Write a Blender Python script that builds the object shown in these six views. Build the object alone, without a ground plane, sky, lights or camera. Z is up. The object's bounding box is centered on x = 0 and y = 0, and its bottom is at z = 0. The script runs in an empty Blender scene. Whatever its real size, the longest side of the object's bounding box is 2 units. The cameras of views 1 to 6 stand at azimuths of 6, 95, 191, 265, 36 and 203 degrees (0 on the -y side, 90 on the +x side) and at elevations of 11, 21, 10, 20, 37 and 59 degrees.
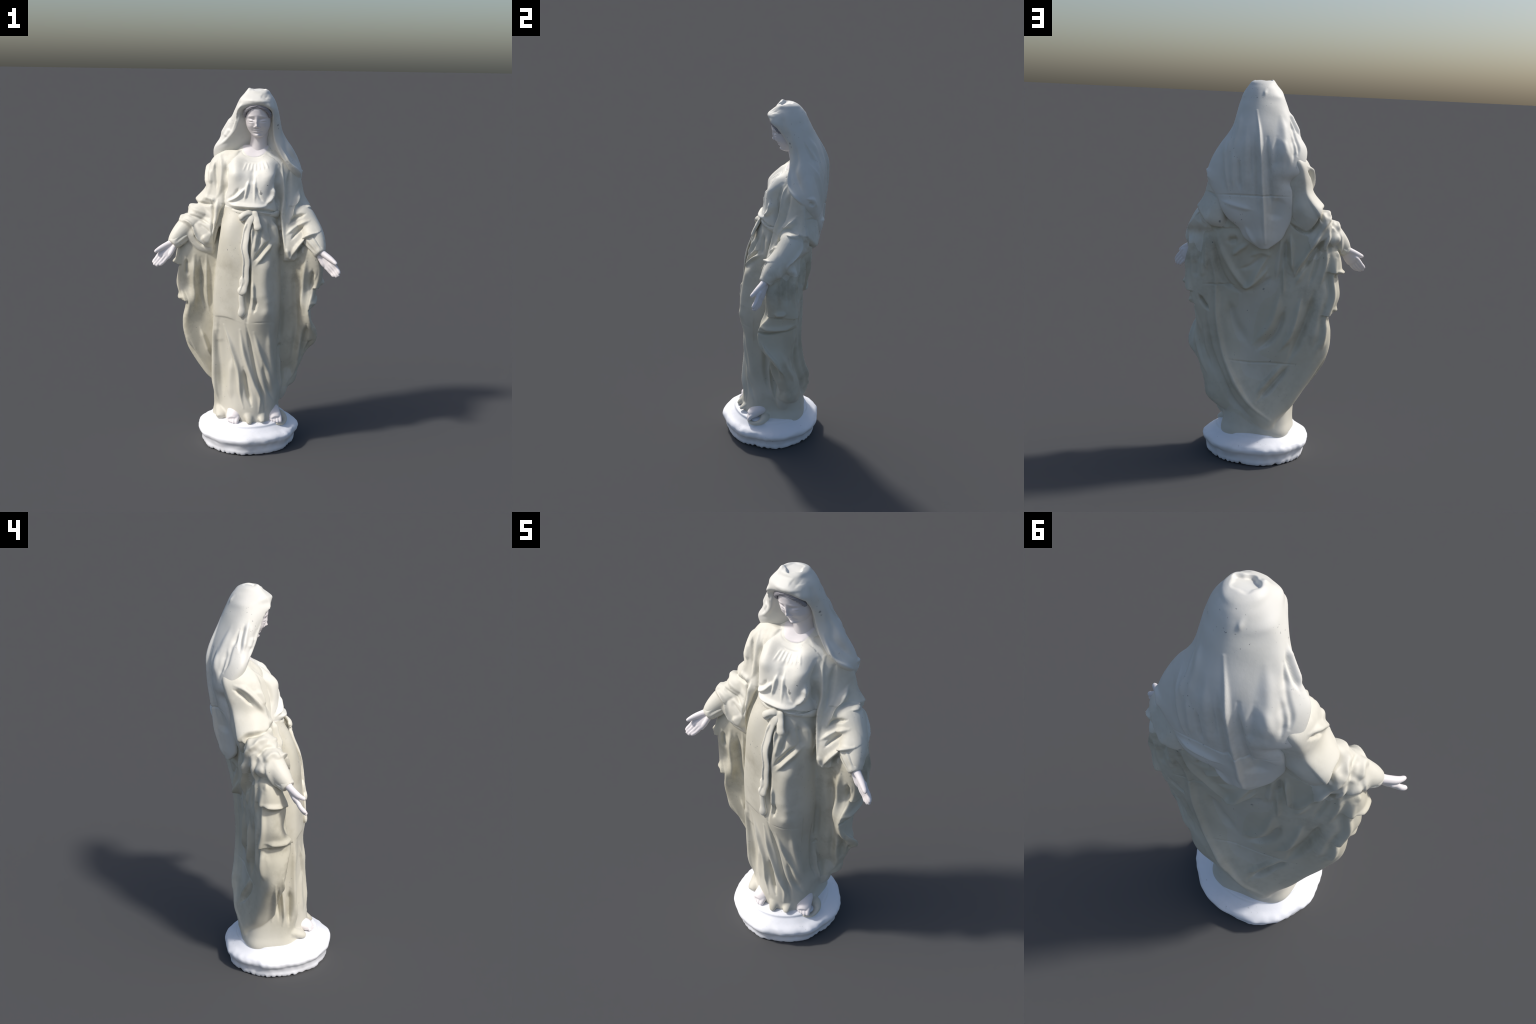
import bpy, math
import numpy as np
from mathutils import Vector

rng = np.random.default_rng(7)

# ------------------------------------------------------------------ helpers
def catmull(P, n, closed=False):
    """resample control points by a Catmull-Rom spline, n samples"""
    P = np.asarray(P, float)
    k = len(P)
    if closed:
        t = np.linspace(0, k, n, endpoint=False)
        idx = lambda i: P[i % k]
    else:
        t = np.linspace(0, k - 1, n)
        idx = lambda i: P[np.clip(i, 0, k - 1)]
    i = np.floor(t).astype(int)
    if not closed:
        i = np.minimum(i, k - 2)
    f = (t - i)[:, None]
    p0, p1, p2, p3 = idx(i - 1), idx(i), idx(i + 1), idx(i + 2)
    return 0.5 * (2 * p1 + (p2 - p0) * f + (2 * p0 - 5 * p1 + 4 * p2 - p3) * f ** 2
                  + (3 * p1 - p0 - 3 * p2 + p3) * f ** 3)


def spline(Y, t, q):
    """smooth curve through rows Y at parameters t, evaluated at q (Hermite, finite-difference tangents)"""
    h = np.diff(t)[:, None]
    sl = np.diff(Y, axis=0) / h
    m = np.vstack([sl[:1], (sl[:-1] * h[1:] + sl[1:] * h[:-1]) / (h[1:] + h[:-1]), sl[-1:]])
    i = np.clip(np.searchsorted(t, q, side='right') - 1, 0, len(t) - 2)
    d = h[i]
    u = ((q - t[i])[:, None]) / d
    return ((2 * u ** 3 - 3 * u ** 2 + 1) * Y[i] + (u ** 3 - 2 * u ** 2 + u) * d * m[i]
            + (3 * u ** 2 - 2 * u ** 3) * Y[i + 1] + (u ** 3 - u ** 2) * d * m[i + 1])


def loft(sections, ring=96, steps=8):
    """solid through closed sections (each a list of control points, same count)"""
    S = np.array([catmull(s, ring, True) for s in sections])
    c = S.mean(1)
    t = np.concatenate([[0], np.cumsum(np.maximum(np.linalg.norm(np.diff(c, axis=0), axis=1), 1e-4))])
    q = np.concatenate([np.linspace(t[i], t[i + 1], steps, endpoint=False) for i in range(len(t) - 1)] + [t[-1:]])
    n = len(q)
    V = spline(S.reshape(len(S), -1), t, q).reshape(n, ring, 3)
    verts = V.reshape(-1, 3)
    faces = []
    for a in range(n - 1):
        for b in range(ring):
            c = (b + 1) % ring
            faces.append((a * ring + b, a * ring + c, (a + 1) * ring + c, (a + 1) * ring + b))
    c0, c1 = len(verts), len(verts) + 1
    verts = np.vstack([verts, V[0].mean(0), V[-1].mean(0)])
    for b in range(ring):
        c = (b + 1) % ring
        faces.append((c0, c, b))
        faces.append((c1, (n - 1) * ring + b, (n - 1) * ring + c))
    return verts, faces


def level(z, *xy):
    """one horizontal section through the given outline points"""
    return [(x, y, z) for x, y in xy]


def oval(z, xl, xr, yf, yb, power=2.3, n=16, front_x=None):
    """horizontal rounded section between left, right, front and back limits"""
    out = []
    cx, cy = (xl + xr) / 2, (yf + yb) / 2
    for i in range(n):
        a = 2 * math.pi * i / n
        c, s = math.cos(a), math.sin(a)
        r = (abs(c) ** power + abs(s) ** power) ** (-1 / power)
        out.append((cx + r * c * (xr - xl) / 2, cy + r * s * (yb - yf) / 2, z))
    return out


def tube(points, radii, squash=1.0, side=None, ring=24, steps=6):
    """round limb along a spine; squash flattens it across the direction 'side'"""
    P = np.asarray(points, float)
    R = np.asarray(radii, float)
    secs = []
    for i in range(len(P)):
        t = P[min(i + 1, len(P) - 1)] - P[max(i - 1, 0)]
        t /= np.linalg.norm(t)
        a = np.asarray(side if side is not None else (0.0, 1.0, 0.1), float)
        a = a - t * (a @ t)
        a /= np.linalg.norm(a)
        b = np.cross(t, a)
        ang = np.linspace(0, 2 * np.pi, 12, endpoint=False)
        secs.append([tuple(P[i] + R[i] * (squash * np.cos(q) * a + np.sin(q) * b)) for q in ang])
    # rounded ends
    def end(i, j):
        t = P[i] - P[j]
        t /= np.linalg.norm(t)
        c = np.array(secs[i])
        return [tuple(P[i] + t * R[i] * 0.55 * min(squash, 1) + (q - P[i]) * 0.72) for q in c]
    secs = [end(0, 1)] + secs + [end(-1, -2)]
    return loft(secs, ring, steps)


def ball(c, r, n=24):
    secs = []
    for k in range(n // 2 + 1):
        a = math.pi * (k + 0.02) / (n // 2 + 0.04)
        secs.append([(c[0] + r[0] * math.sin(a) * math.cos(q), c[1] + r[1] * math.sin(a) * math.sin(q),
                      c[2] - r[2] * math.cos(a)) for q in np.linspace(0, 2 * math.pi, 12, endpoint=False)])
    return loft(secs, n, 2)


def join(parts):
    V, F, o = [], [], 0
    for v, f in parts:
        V.append(np.asarray(v))
        F += [tuple(i + o for i in q) for q in f]
        o += len(v)
    return np.vstack(V), F


def to_mesh(name, vf):
    me = bpy.data.meshes.new(name)
    me.from_pydata([tuple(p) for p in vf[0]], [], vf[1])
    me.update()
    return me


def fuse(name, parts, voxel, smooth=4):
    """union of overlapping solids as one even skin"""
    ob = bpy.data.objects.new(name, to_mesh(name, join(parts)))
    bpy.context.scene.collection.objects.link(ob)
    m = ob.modifiers.new("skin", 'REMESH')
    m.mode = 'VOXEL'
    m.voxel_size = voxel
    if smooth:
        s = ob.modifiers.new("soft", 'SMOOTH')
        s.factor = 0.5
        s.iterations = smooth
    dg = bpy.context.evaluated_depsgraph_get()
    me = bpy.data.meshes.new_from_object(ob.evaluated_get(dg))
    old = ob.data
    ob.modifiers.clear()
    ob.data = me
    bpy.data.meshes.remove(old)
    me.name = name
    return ob


def coords(me):
    a = np.empty(len(me.vertices) * 3)
    me.vertices.foreach_get("co", a)
    return a.reshape(-1, 3)


def normals(me):
    a = np.empty(len(me.vertices) * 3)
    me.vertices.foreach_get("normal", a)
    return a.reshape(-1, 3)


def put(me, co):
    me.vertices.foreach_set("co", co.ravel())
    me.update()


def edges_of(me):
    e = np.empty(len(me.edges) * 2, int)
    me.edges.foreach_get("vertices", e)
    return e.reshape(-1, 2)


def relax(me, val, it):
    """average a per-vertex quantity over neighbours"""
    e = edges_of(me)
    n = len(me.vertices)
    deg = np.bincount(e.ravel(), minlength=n).astype(float)[:, None] + 1
    v = val.copy()
    for _ in range(it):
        s = v.copy()
        for k in range(v.shape[1]):
            s[:, k] += np.bincount(e[:, 0], v[e[:, 1], k], n) + np.bincount(e[:, 1], v[e[:, 0], k], n)
        v = s / deg
    return v


def sstep(x, a, b):
    t = np.clip((x - a) / (b - a), 0, 1)
    return t * t * (3 - 2 * t)


# directions a fold can be seen from: plane axes, and outward direction
SIDES = {'front': ((0, 2), (0, -1, 0)), 'back': ((0, 2), (0, 1, 0)),
         'left': ((1, 2), (-1, 0, 0)), 'right': ((1, 2), (1, 0, 0))}


class Fold:
    """a ridge (+) or furrow (-) drawn along a line on one side of the figure"""
    def __init__(self, side, pts, width, height, kind='ridge', at=None):
        self.side, self.kind, self.width, self.height = side, kind, width, height
        self.at = at            # depth range the line lies in
        self.pts = catmull(np.asarray(pts, float), max(24, 8 * len(pts)))


def sculpt(ob, folds, gain=1.55, slim=0.90, soften=6, inset=0.0):
    me = ob.data
    co = coords(me)
    nrm = relax(me, normals(me), soften)
    nrm /= np.linalg.norm(nrm, axis=1)[:, None] + 1e-9
    disp = np.zeros_like(co)
    for f in folds:
        ax, out = SIDES[f.side]
        facing = (0.08, 0.42) if f.side in ('front', 'back') else (0.30, 0.60)
        q = co[:, ax]
        lo, hi = f.pts[:, :2].min(0) - 3 * f.width, f.pts[:, :2].max(0) + 3 * f.width
        sel = np.where((q > lo).all(1) & (q < hi).all(1) & (nrm @ np.array(out) > facing[0]))[0]
        if f.at is not None:
            dep = co[sel, 1 if f.side in ('front', 'back') else 0]
            sel = sel[(dep > f.at[0]) & (dep < f.at[1])]
        if not len(sel):
            continue
        A, B = f.pts[:-1, :2], f.pts[1:, :2]
        d = B - A
        L = np.linalg.norm(d, axis=1) + 1e-9
        cum = np.concatenate([[0], np.cumsum(L)])
        best = np.full(len(sel), 1e9)
        sgn = np.zeros(len(sel))
        arc = np.zeros(len(sel))
        Q = q[sel]
        for k in range(len(A)):
            w = Q - A[k]
            t = np.clip((w @ d[k]) / L[k] ** 2, 0, 1)
            r = w - t[:, None] * d[k]
            dist = np.hypot(r[:, 0], r[:, 1])
            m = dist < best
            best[m] = dist[m]
            sgn[m] = np.sign(d[k, 0] * w[m, 1] - d[k, 1] * w[m, 0])
            arc[m] = (cum[k] + t[m] * L[k]) / cum[-1]
        if cum[-1] > 2.5 * f.width:     # long folds run out to slim points
            fade = 0.12 + 0.88 * sstep(arc, -0.001, 0.28) * sstep(1 - arc, -0.001, 0.28)
        else:
            fade = np.ones(len(sel))
        wd = slim * f.width * (0.45 + 0.55 * fade)
        if f.kind == 'ridge':
            h = np.exp(-(best / wd) ** 2)
        elif f.kind == 'sharp':
            h = np.exp(-np.abs(best / wd) * 1.6)
        elif f.kind == 'step':      # raised on the left-hand side of the line, dies out slowly
            s = best * sgn
            h = sstep(s, -0.004, 0.006) * np.exp(-(np.maximum(s, 0) / f.width) ** 2)
        fc = sstep(nrm[sel] @ np.array(out), *facing)
        disp[sel] += (gain * f.height * h * fade * fc)[:, None] * nrm[sel]
    put(me, co + disp - inset * nrm)


def grain(co, scale, seed):
    """cheap smooth pseudo-noise in space, about -1..1"""
    r = np.random.default_rng(seed)
    v = np.zeros(len(co))
    for _ in range(10):
        k = r.normal(size=3)
        k *= scale * r.uniform(0.6, 1.5) / np.linalg.norm(k)
        v += np.sin(co @ k + r.uniform(0, 6.28))
    return v / 4.0


def roughen(ob, amp, scale, seed):
    me = ob.data
    co = coords(me)
    put(me, co + normals(me) * (amp * grain(co, scale, seed))[:, None])


# ------------------------------------------------------------------ materials
def material(name, base, tint, dirt=None, dirt_amount=0.0, spots=0.0, rough=0.55, stains=()):
    mat = bpy.data.materials.new(name)
    mat.use_nodes = True
    nt = mat.node_tree
    bsdf = nt.nodes["Principled BSDF"]
    bsdf.inputs["Roughness"].default_value = rough
    N, Lk = nt.nodes.new, nt.links.new
    tc = N("ShaderNodeTexCoord")

    def noise(scale, detail=4, rgh=0.55):
        n = N("ShaderNodeTexNoise")
        n.inputs["Scale"].default_value = scale
        n.inputs["Detail"].default_value = detail
        n.inputs["Roughness"].default_value = rgh
        Lk(tc.outputs["Object"], n.inputs["Vector"])
        return n.outputs["Fac"]

    def ramp(src, lo, hi):
        m = N("ShaderNodeMapRange")
        m.inputs["From Min"].default_value = lo
        m.inputs["From Max"].default_value = hi
        Lk(src, m.inputs["Value"])
        return m.outputs["Result"]

    def mix(fac, a, b):
        m = N("ShaderNodeMix")
        m.data_type = 'RGBA'
        if isinstance(fac, float):
            m.inputs[0].default_value = fac
        else:
            Lk(fac, m.inputs[0])
        for s, v in ((6, a), (7, b)):
            if isinstance(v, tuple):
                m.inputs[s].default_value = (*v, 1)
            else:
                Lk(v, m.inputs[s])
        return m.outputs[2]

    def times(a, b):
        m = N("ShaderNodeMath")
        m.operation = 'MULTIPLY'
        for i, v in enumerate((a, b)):
            if isinstance(v, float):
                m.inputs[i].default_value = v
            else:
                Lk(v, m.inputs[i])
        return m.outputs[0]

    col = mix(ramp(noise(5.0), 0.35, 0.65), base, tint)
    if dirt:
        col = mix(times(times(ramp(noise(9.0, 7, 0.65), 0.47, 0.72), ramp(noise(2.3, 2), 0.4, 0.65)), dirt_amount), col, dirt)
    if spots > 0:
        small = ramp(noise(95.0, 2), 0.695, 0.74)
        patch = ramp(noise(6.0, 2), 0.5, 0.66)
        col = mix(times(times(small, patch), spots), col, (0.12, 0.13, 0.14))
    for (px, py, pz, pr) in stains:       # single dark lichen stains
        d = N("ShaderNodeVectorMath")
        d.operation = 'DISTANCE'
        d.inputs[1].default_value = (px, py, pz)
        Lk(tc.outputs["Object"], d.inputs[0])
        w = N("ShaderNodeMath")
        w.operation = 'ADD'
        Lk(d.outputs["Value"], w.inputs[0])
        Lk(times(noise(110.0, 3), 0.012), w.inputs[1])
        col = mix(times(ramp(w.outputs[0], pr + 0.008, pr + 0.003), 0.75), col, (0.16, 0.17, 0.18))
    Lk(col, bsdf.inputs["Base Color"])
    b = N("ShaderNodeBump")
    b.inputs["Strength"].default_value = 0.12
    b.inputs["Distance"].default_value = 0.004
    Lk(noise(60.0, 6, 0.6), b.inputs["Height"])
    Lk(b.outputs["Normal"], bsdf.inputs["Normal"])
    return mat


STAINS = ((.075, -.050, 1.434, .008), (.073, -.052, 1.448, .005), (-.255, -.020, 1.165, .006), (.155, .02, 1.50, .006),
          (.255, .06, 1.47, .007), (.262, .09, 1.43, .006), (.193, .25, 1.279, .008), (.285, .08, 1.38, .006), (.12, .16, .53, .006), (-.03, .16, .93, .007))
CREAM = material("dull_cream_plaster", (0.635, 0.61, 0.53), (0.58, 0.555, 0.465), (0.36, 0.33, 0.25), 0.6, 0.9, stains=STAINS)
TAN = material("tan_mantle_plaster", (0.63, 0.60, 0.50), (0.56, 0.53, 0.43), (0.30, 0.275, 0.20), 0.8, 0.9, stains=STAINS)
LIGHT = material("cream_sleeve_plaster", (0.73, 0.71, 0.63), (0.67, 0.645, 0.56), (0.42, 0.39, 0.31), 0.6, 0.9, stains=STAINS)
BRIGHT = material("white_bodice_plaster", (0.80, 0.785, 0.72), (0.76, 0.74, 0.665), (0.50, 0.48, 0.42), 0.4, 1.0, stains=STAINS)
PALE = material("pale_veil_plaster", (0.75, 0.74, 0.695), (0.70, 0.69, 0.635), (0.45, 0.43, 0.36), 0.5, 0.9, stains=(  # veil base slightly darkened toward the baked shade on its back
    (.150, .085, 1.800, .006), (.148, .098, 1.782, .006), (.225, .12, 1.60, .006), (.25, .15, 1.57, .007), (.262, .17, 1.55, .005)))
SKIN = material("bare_skin_plaster", (0.82, 0.77, 0.77), (0.78, 0.74, 0.75), None, 0, 0.2)
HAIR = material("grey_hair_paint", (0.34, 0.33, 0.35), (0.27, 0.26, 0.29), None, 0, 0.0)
WHITE = material("white_painted_plinth", (0.88, 0.89, 0.93), (0.85, 0.86, 0.90), (0.55, 0.55, 0.52), 0.25, 0.5)

# ------------------------------------------------------------------ the figure
statue = bpy.data.objects.new("statue", None)
bpy.context.scene.collection.objects.link(statue)
statue["label"] = "weathered white statue of a veiled robed woman with open arms"
statue["category"] = "statue"


def finish(ob, mat, parent=None):
    ob.parent = parent or statue
    ob.data.materials.clear()
    ob.data.materials.append(mat)
    ob.data.polygons.foreach_set("use_smooth", np.ones(len(ob.data.polygons), bool))
    return ob


# --- robe: under-dress, mantle and sleeves, one continuous surface
def skirt(z, L, FL, F1, F2, F3, FR, R, yb):
    """section of the dress: left side, front from left to right, right side, flat back"""
    return level(z, L, FL, F1, F2, F3, FR, R, (R[0] - .02, yb - .05), (.10, yb), (.0, yb), (-.10, yb - .01), (L[0] + .02, yb - .06))


dress = loft([
    skirt(0.09, (-.17, .02), (-.15, -.06), (-.08, -.11), (.0, -.13), (.08, -.13), (.15, -.08), (.18, .02), .17),
    skirt(0.14, (-.195, .02), (-.18, -.06), (-.11, -.125), (-.02, -.165), (.09, -.165), (.17, -.10), (.195, .02), .195),
    skirt(0.20, (-.187, .02), (-.178, -.05), (-.115, -.112), (-.03, -.170), (.08, -.172), (.165, -.10), (.187, .02), .185),
    skirt(0.30, (-.182, .02), (-.178, -.080), (-.115, -.110), (-.035, -.160), (.08, -.166), (.165, -.10), (.197, .03), .175),
    skirt(0.40, (-.180, .02), (-.178, -.084), (-.115, -.104), (-.040, -.152), (.08, -.160), (.160, -.11), (.187, .01), .165),
    skirt(0.52, (-.182, .02), (-.179, -.084), (-.115, -.108), (-.045, -.148), (.08, -.155), (.160, -.11), (.187, .0), .15),
    skirt(0.65, (-.184, .02), (-.182, -.086), (-.120, -.118), (-.045, -.152), (.08, -.168), (.158, -.13), (.188, -.01), .14),
    skirt(0.78, (-.190, .02), (-.183, -.088), (-.125, -.130), (-.040, -.160), (.08, -.195), (.162, -.15), (.192, -.02), .14),
    skirt(0.88, (-.190, .02), (-.182, -.088), (-.125, -.133), (-.030, -.165), (.06, -.180), (.158, -.135), (.192, -.02), .15),
    skirt(1.00, (-.178, .03), (-.172, -.084), (-.118, -.133), (-.02, -.162), (.06, -.167), (.155, -.110), (.190, -.01), .16),
    skirt(1.10, (-.165, .03), (-.162, -.082), (-.108, -.134), (-.02, -.156), (.06, -.152), (.148, -.092), (.184, .01), .17),
    skirt(1.20, (-.152, .04), (-.150, -.078), (-.100, -.122), (-.01, -.128), (.06, -.120), (.138, -.066), (.173, .03), .18),
    skirt(1.28, (-.142, .05), (-.142, -.045), (-.088, -.094), (.0, -.098), (.06, -.090), (.128, -.042), (.166, .05), .19),
    skirt(1.33, (-.134, .06), (-.130, -.018), (-.08, -.062), (.0, -.074), (.06, -.068), (.130, -.025), (.165, .05), .20),
    skirt(1.42, (-.140, .08), (-.130, .000), (-.08, -.048), (.02, -.060), (.09, -.052), (.145, -.010), (.18, .06), .21),
    skirt(1.50, (-.148, .09), (-.138, .010), (-.08, -.042), (.02, -.045), (.10, -.040), (.155, .000), (.185, .07), .22),
    skirt(1.54, (-.150, .10), (-.135, .025), (-.08, -.025), (.02, -.028), (.10, -.018), (.150, .020), (.180, .08), .22),
    skirt(1.60, (-.140, .11), (-.120, .060), (-.06, .028), (.03, .032), (.09, .036), (.140, .060), (.165, .10), .22),
    skirt(1.65, (-.100, .13), (-.080, .095), (-.03, .074), (.03, .076), (.07, .078), (.100, .090), (.130, .13), .21),
    skirt(1.69, (-.050, .14), (-.035, .11), (.0, .098), (.04, .097), (.06, .100), (.080, .110), (.100, .14), .19),
])


def cloak(z, EL, SL, *rest, depth=-.01):
    """section of the mantle: left front edge, left side, round the back to the right side and
    right front edge; it closes through the inside of the figure"""
    *back, ER = rest
    inner = ((.255, depth), (.10, .0), (-.10, .0), (-.255, depth - .01))
    if depth > .02:         # upper part, hidden inside the body
        inner = ((.16, depth), (.06, depth), (-.06, depth), (-.14, depth))
    return level(z, EL, SL, *back, ER, *inner)


mantle = loft([
    level(0.165, (-.105, .12), (-.115, .15), (-.115, .16), (-.11, .17), (-.10, .18), (-.085, .185), (-.07, .18), (-.06, .175), (-.05, .165), (-.04, .15), (-.05, .12), (-.06, .1), (-.07, .09), (-.08, .1)),
    level(0.21, (-.12, .09), (-.135, .12), (-.13, .15), (-.12, .18), (-.09, .2), (-.05, .2), (0, .185), (.04, .17), (.07, .15), (.07, .12), (.03, .06), (0, .03), (-.05, .03), (-.08, .05)),
    level(0.30, (-.170, .04), (-.202, .082), (-.198, .13), (-.14, .165), (-.07, .190), (0, .215), (.06, .190), (.14, .175), (.225, .155), (.258, .105), (.20, .04), (.08, 0), (-.08, 0), (-.12, .02)),
    level(0.40, (-.235, .015), (-.266, .065), (-.248, .112), (-.17, .14), (-.07, .170), (.04, .190), (.085, .208), (.17, .178), (.252, .15), (.289, .10), (.2, .04), (.1, 0), (-.1, 0), (-.18, .03)),
    cloak(0.50, (-.296, -.005), (-.324, .05), (-.302, .098), (-.20, .128), (-.07, .150), (.05, .157), (.13, .186), (.22, .160), (.295, .13), (.332, .08), depth=.015),
    cloak(0.60, (-.34, -.022), (-.373, .04), (-.34, .086), (-.23, .130), (-.07, .153), (.05, .149), (.175, .170), (.26, .15), (.335, .10), (.385, .042), depth=.0),
    cloak(0.70, (-.345, -.04), (-.377, .02), (-.35, .092), (-.23, .130), (-.07, .155), (.05, .146), (.20, .162), (.28, .15), (.340, .108), (.37, -.045), depth=-.005),
    cloak(0.80, (-.325, -.06), (-.362, .01), (-.350, .092), (-.23, .130), (-.07, .155), (.05, .146), (.215, .163), (.29, .162), (.350, .135), (.355, -.055), depth=.0),
    cloak(0.90, (-.37, -.02), (-.413, .03), (-.375, .098), (-.24, .134), (-.08, .155), (.05, .159), (.215, .165), (.30, .172), (.382, .138), (.38, .01), depth=.0),
    cloak(1.00, (-.37, -.035), (-.402, .03), (-.365, .096), (-.23, .138), (-.08, .153), (.05, .182), (.20, .172), (.31, .172), (.400, .135), (.41, -.01), depth=.0),
    cloak(1.12, (-.37, -.01), (-.405, .05), (-.36, .10), (-.23, .138), (-.08, .163), (.05, .196), (.19, .205), (.31, .172), (.390, .115), (.375, -.01), depth=.0),
    cloak(1.20, (-.33, .01), (-.36, .05), (-.33, .11), (-.23, .145), (-.08, .175), (.05, .210), (.18, .222), (.29, .175), (.36, .11), (.33, .03), depth=.05),
    cloak(1.30, (-.23, .05), (-.29, .08), (-.27, .13), (-.20, .16), (-.08, .19), (.05, .205), (.17, .210), (.25, .19), (.29, .12), (.24, .07), depth=.09),
    cloak(1.42, (-.16, .08), (-.20, .10), (-.20, .15), (-.16, .19), (-.08, .21), (.05, .225), (.14, .225), (.20, .20), (.23, .14), (.18, .09), depth=.12),
    cloak(1.50, (-.10, .10), (-.14, .12), (-.15, .15), (-.12, .19), (-.08, .21), (.05, .225), (.12, .22), (.16, .20), (.17, .14), (.12, .11), depth=.13),
])

def arm(z, xi, xo, yf, yb, slope):
    """section of a draped arm: front edge near the body, falling back towards the outside"""
    d = yb - yf
    hump = 1.0 if slope > .75 else 0.0
    m = lambda t: xi + (xo - xi) * t
    return level(z, (xi, yf + .30 * d), (m(.04), yf + .07 * d), (m(.16), yf), (m(.36), yf + .10 * d * slope), (m(.60), yf + .27 * d * slope),
                 (m(.83), yf + .47 * d * slope), (xo, yf + (.45 + .23 * slope) * d), (m(.88), yb - (.10 + .14 * hump) * d), (m(.62), yb - (.01 + .10 * hump) * d),
                 (m(.35), yb), (m(.06), yb - .12 * d))


sleeve_a = loft([
    arm(1.08, -.19, -.255, -.02, .05, .3),
    arm(1.10, -.185, -.30, -.035, .10, .3),
    arm(1.15, -.18, -.365, -.045, .125, .3),
    arm(1.20, -.17, -.405, -.05, .14, .3),
    arm(1.25, -.155, -.390, -.040, .142, .5),
    arm(1.30, -.14, -.352, -.02, .168, .7),
    arm(1.35, -.13, -.325, -.012, .19, .5),
    arm(1.40, -.125, -.288, .0, .195, .3),
    arm(1.45, -.12, -.260, .01, .205, .3),
    arm(1.52, -.11, -.252, .02, .225, .3),
    arm(1.60, -.08, -.232, .04, .24, .3),
    arm(1.66, -.05, -.17, .08, .22, .5),
])
forearm_a = tube([(-.26, .08, 1.30), (-.33, .04, 1.245), (-.385, .0, 1.19), (-.418, -.03, 1.150)], [.076, .066, .054, .038])
sleeve_b = loft([
    arm(1.055, .20, .275, -.025, .06, .3),
    arm(1.09, .19, .335, -.035, .13, .4),
    arm(1.14, .185, .395, -.03, .155, .6),
    arm(1.20, .18, .412, -.015, .17, .8),
    arm(1.24, .17, .393, .0, .215, 1.0),
    arm(1.28, .165, .360, .01, .25, 1.0),
    arm(1.33, .16, .331, .02, .258, 1.0),
    arm(1.40, .155, .301, .03, .25, 1.0),
    arm(1.46, .15, .290, .035, .245, 1.0),
    arm(1.53, .14, .272, .04, .235, 1.0),
    arm(1.60, .11, .232, .06, .235, .8),
    arm(1.66, .08, .19, .09, .22, .6),
])
forearm_b = tube([(.27, .13, 1.30), (.335, .085, 1.235), (.38, .03, 1.17), (.405, -.005, 1.125)], [.075, .068, .056, .038])
hem_lumps = [
    tube([(.180, .075, .235), (.200, .075, .31), (.212, .078, .42), (.215, .08, .52)], [.030, .040, .034, .02]),
    tube([(-.13, -.06, .20), (-.13, -.10, .185), (-.130, -.135, .170)], [.040, .036, .028], .75, (0, 0, 1)),
    tube([(.03, -.14, .21), (.038, -.175, .185), (.045, -.200, .162)], [.035, .028, .018], .8, (0, 0, 1)),
    tube([(.10, -.13, .20), (.108, -.155, .185), (.116, -.180, .168)], [.035, .026, .017], .7, (0, 0, 1)),
    tube([(.19, -.02, .17), (.225, -.05, .145), (.222, -.095, .135), (.185, -.125, .14)], [.030, .024, .018, .013], .8, (0, 0, 1)),
]
robe = fuse("robe", [dress, mantle, sleeve_a, sleeve_b, forearm_a, forearm_b] + hem_lumps, 0.0045, 8)

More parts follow.
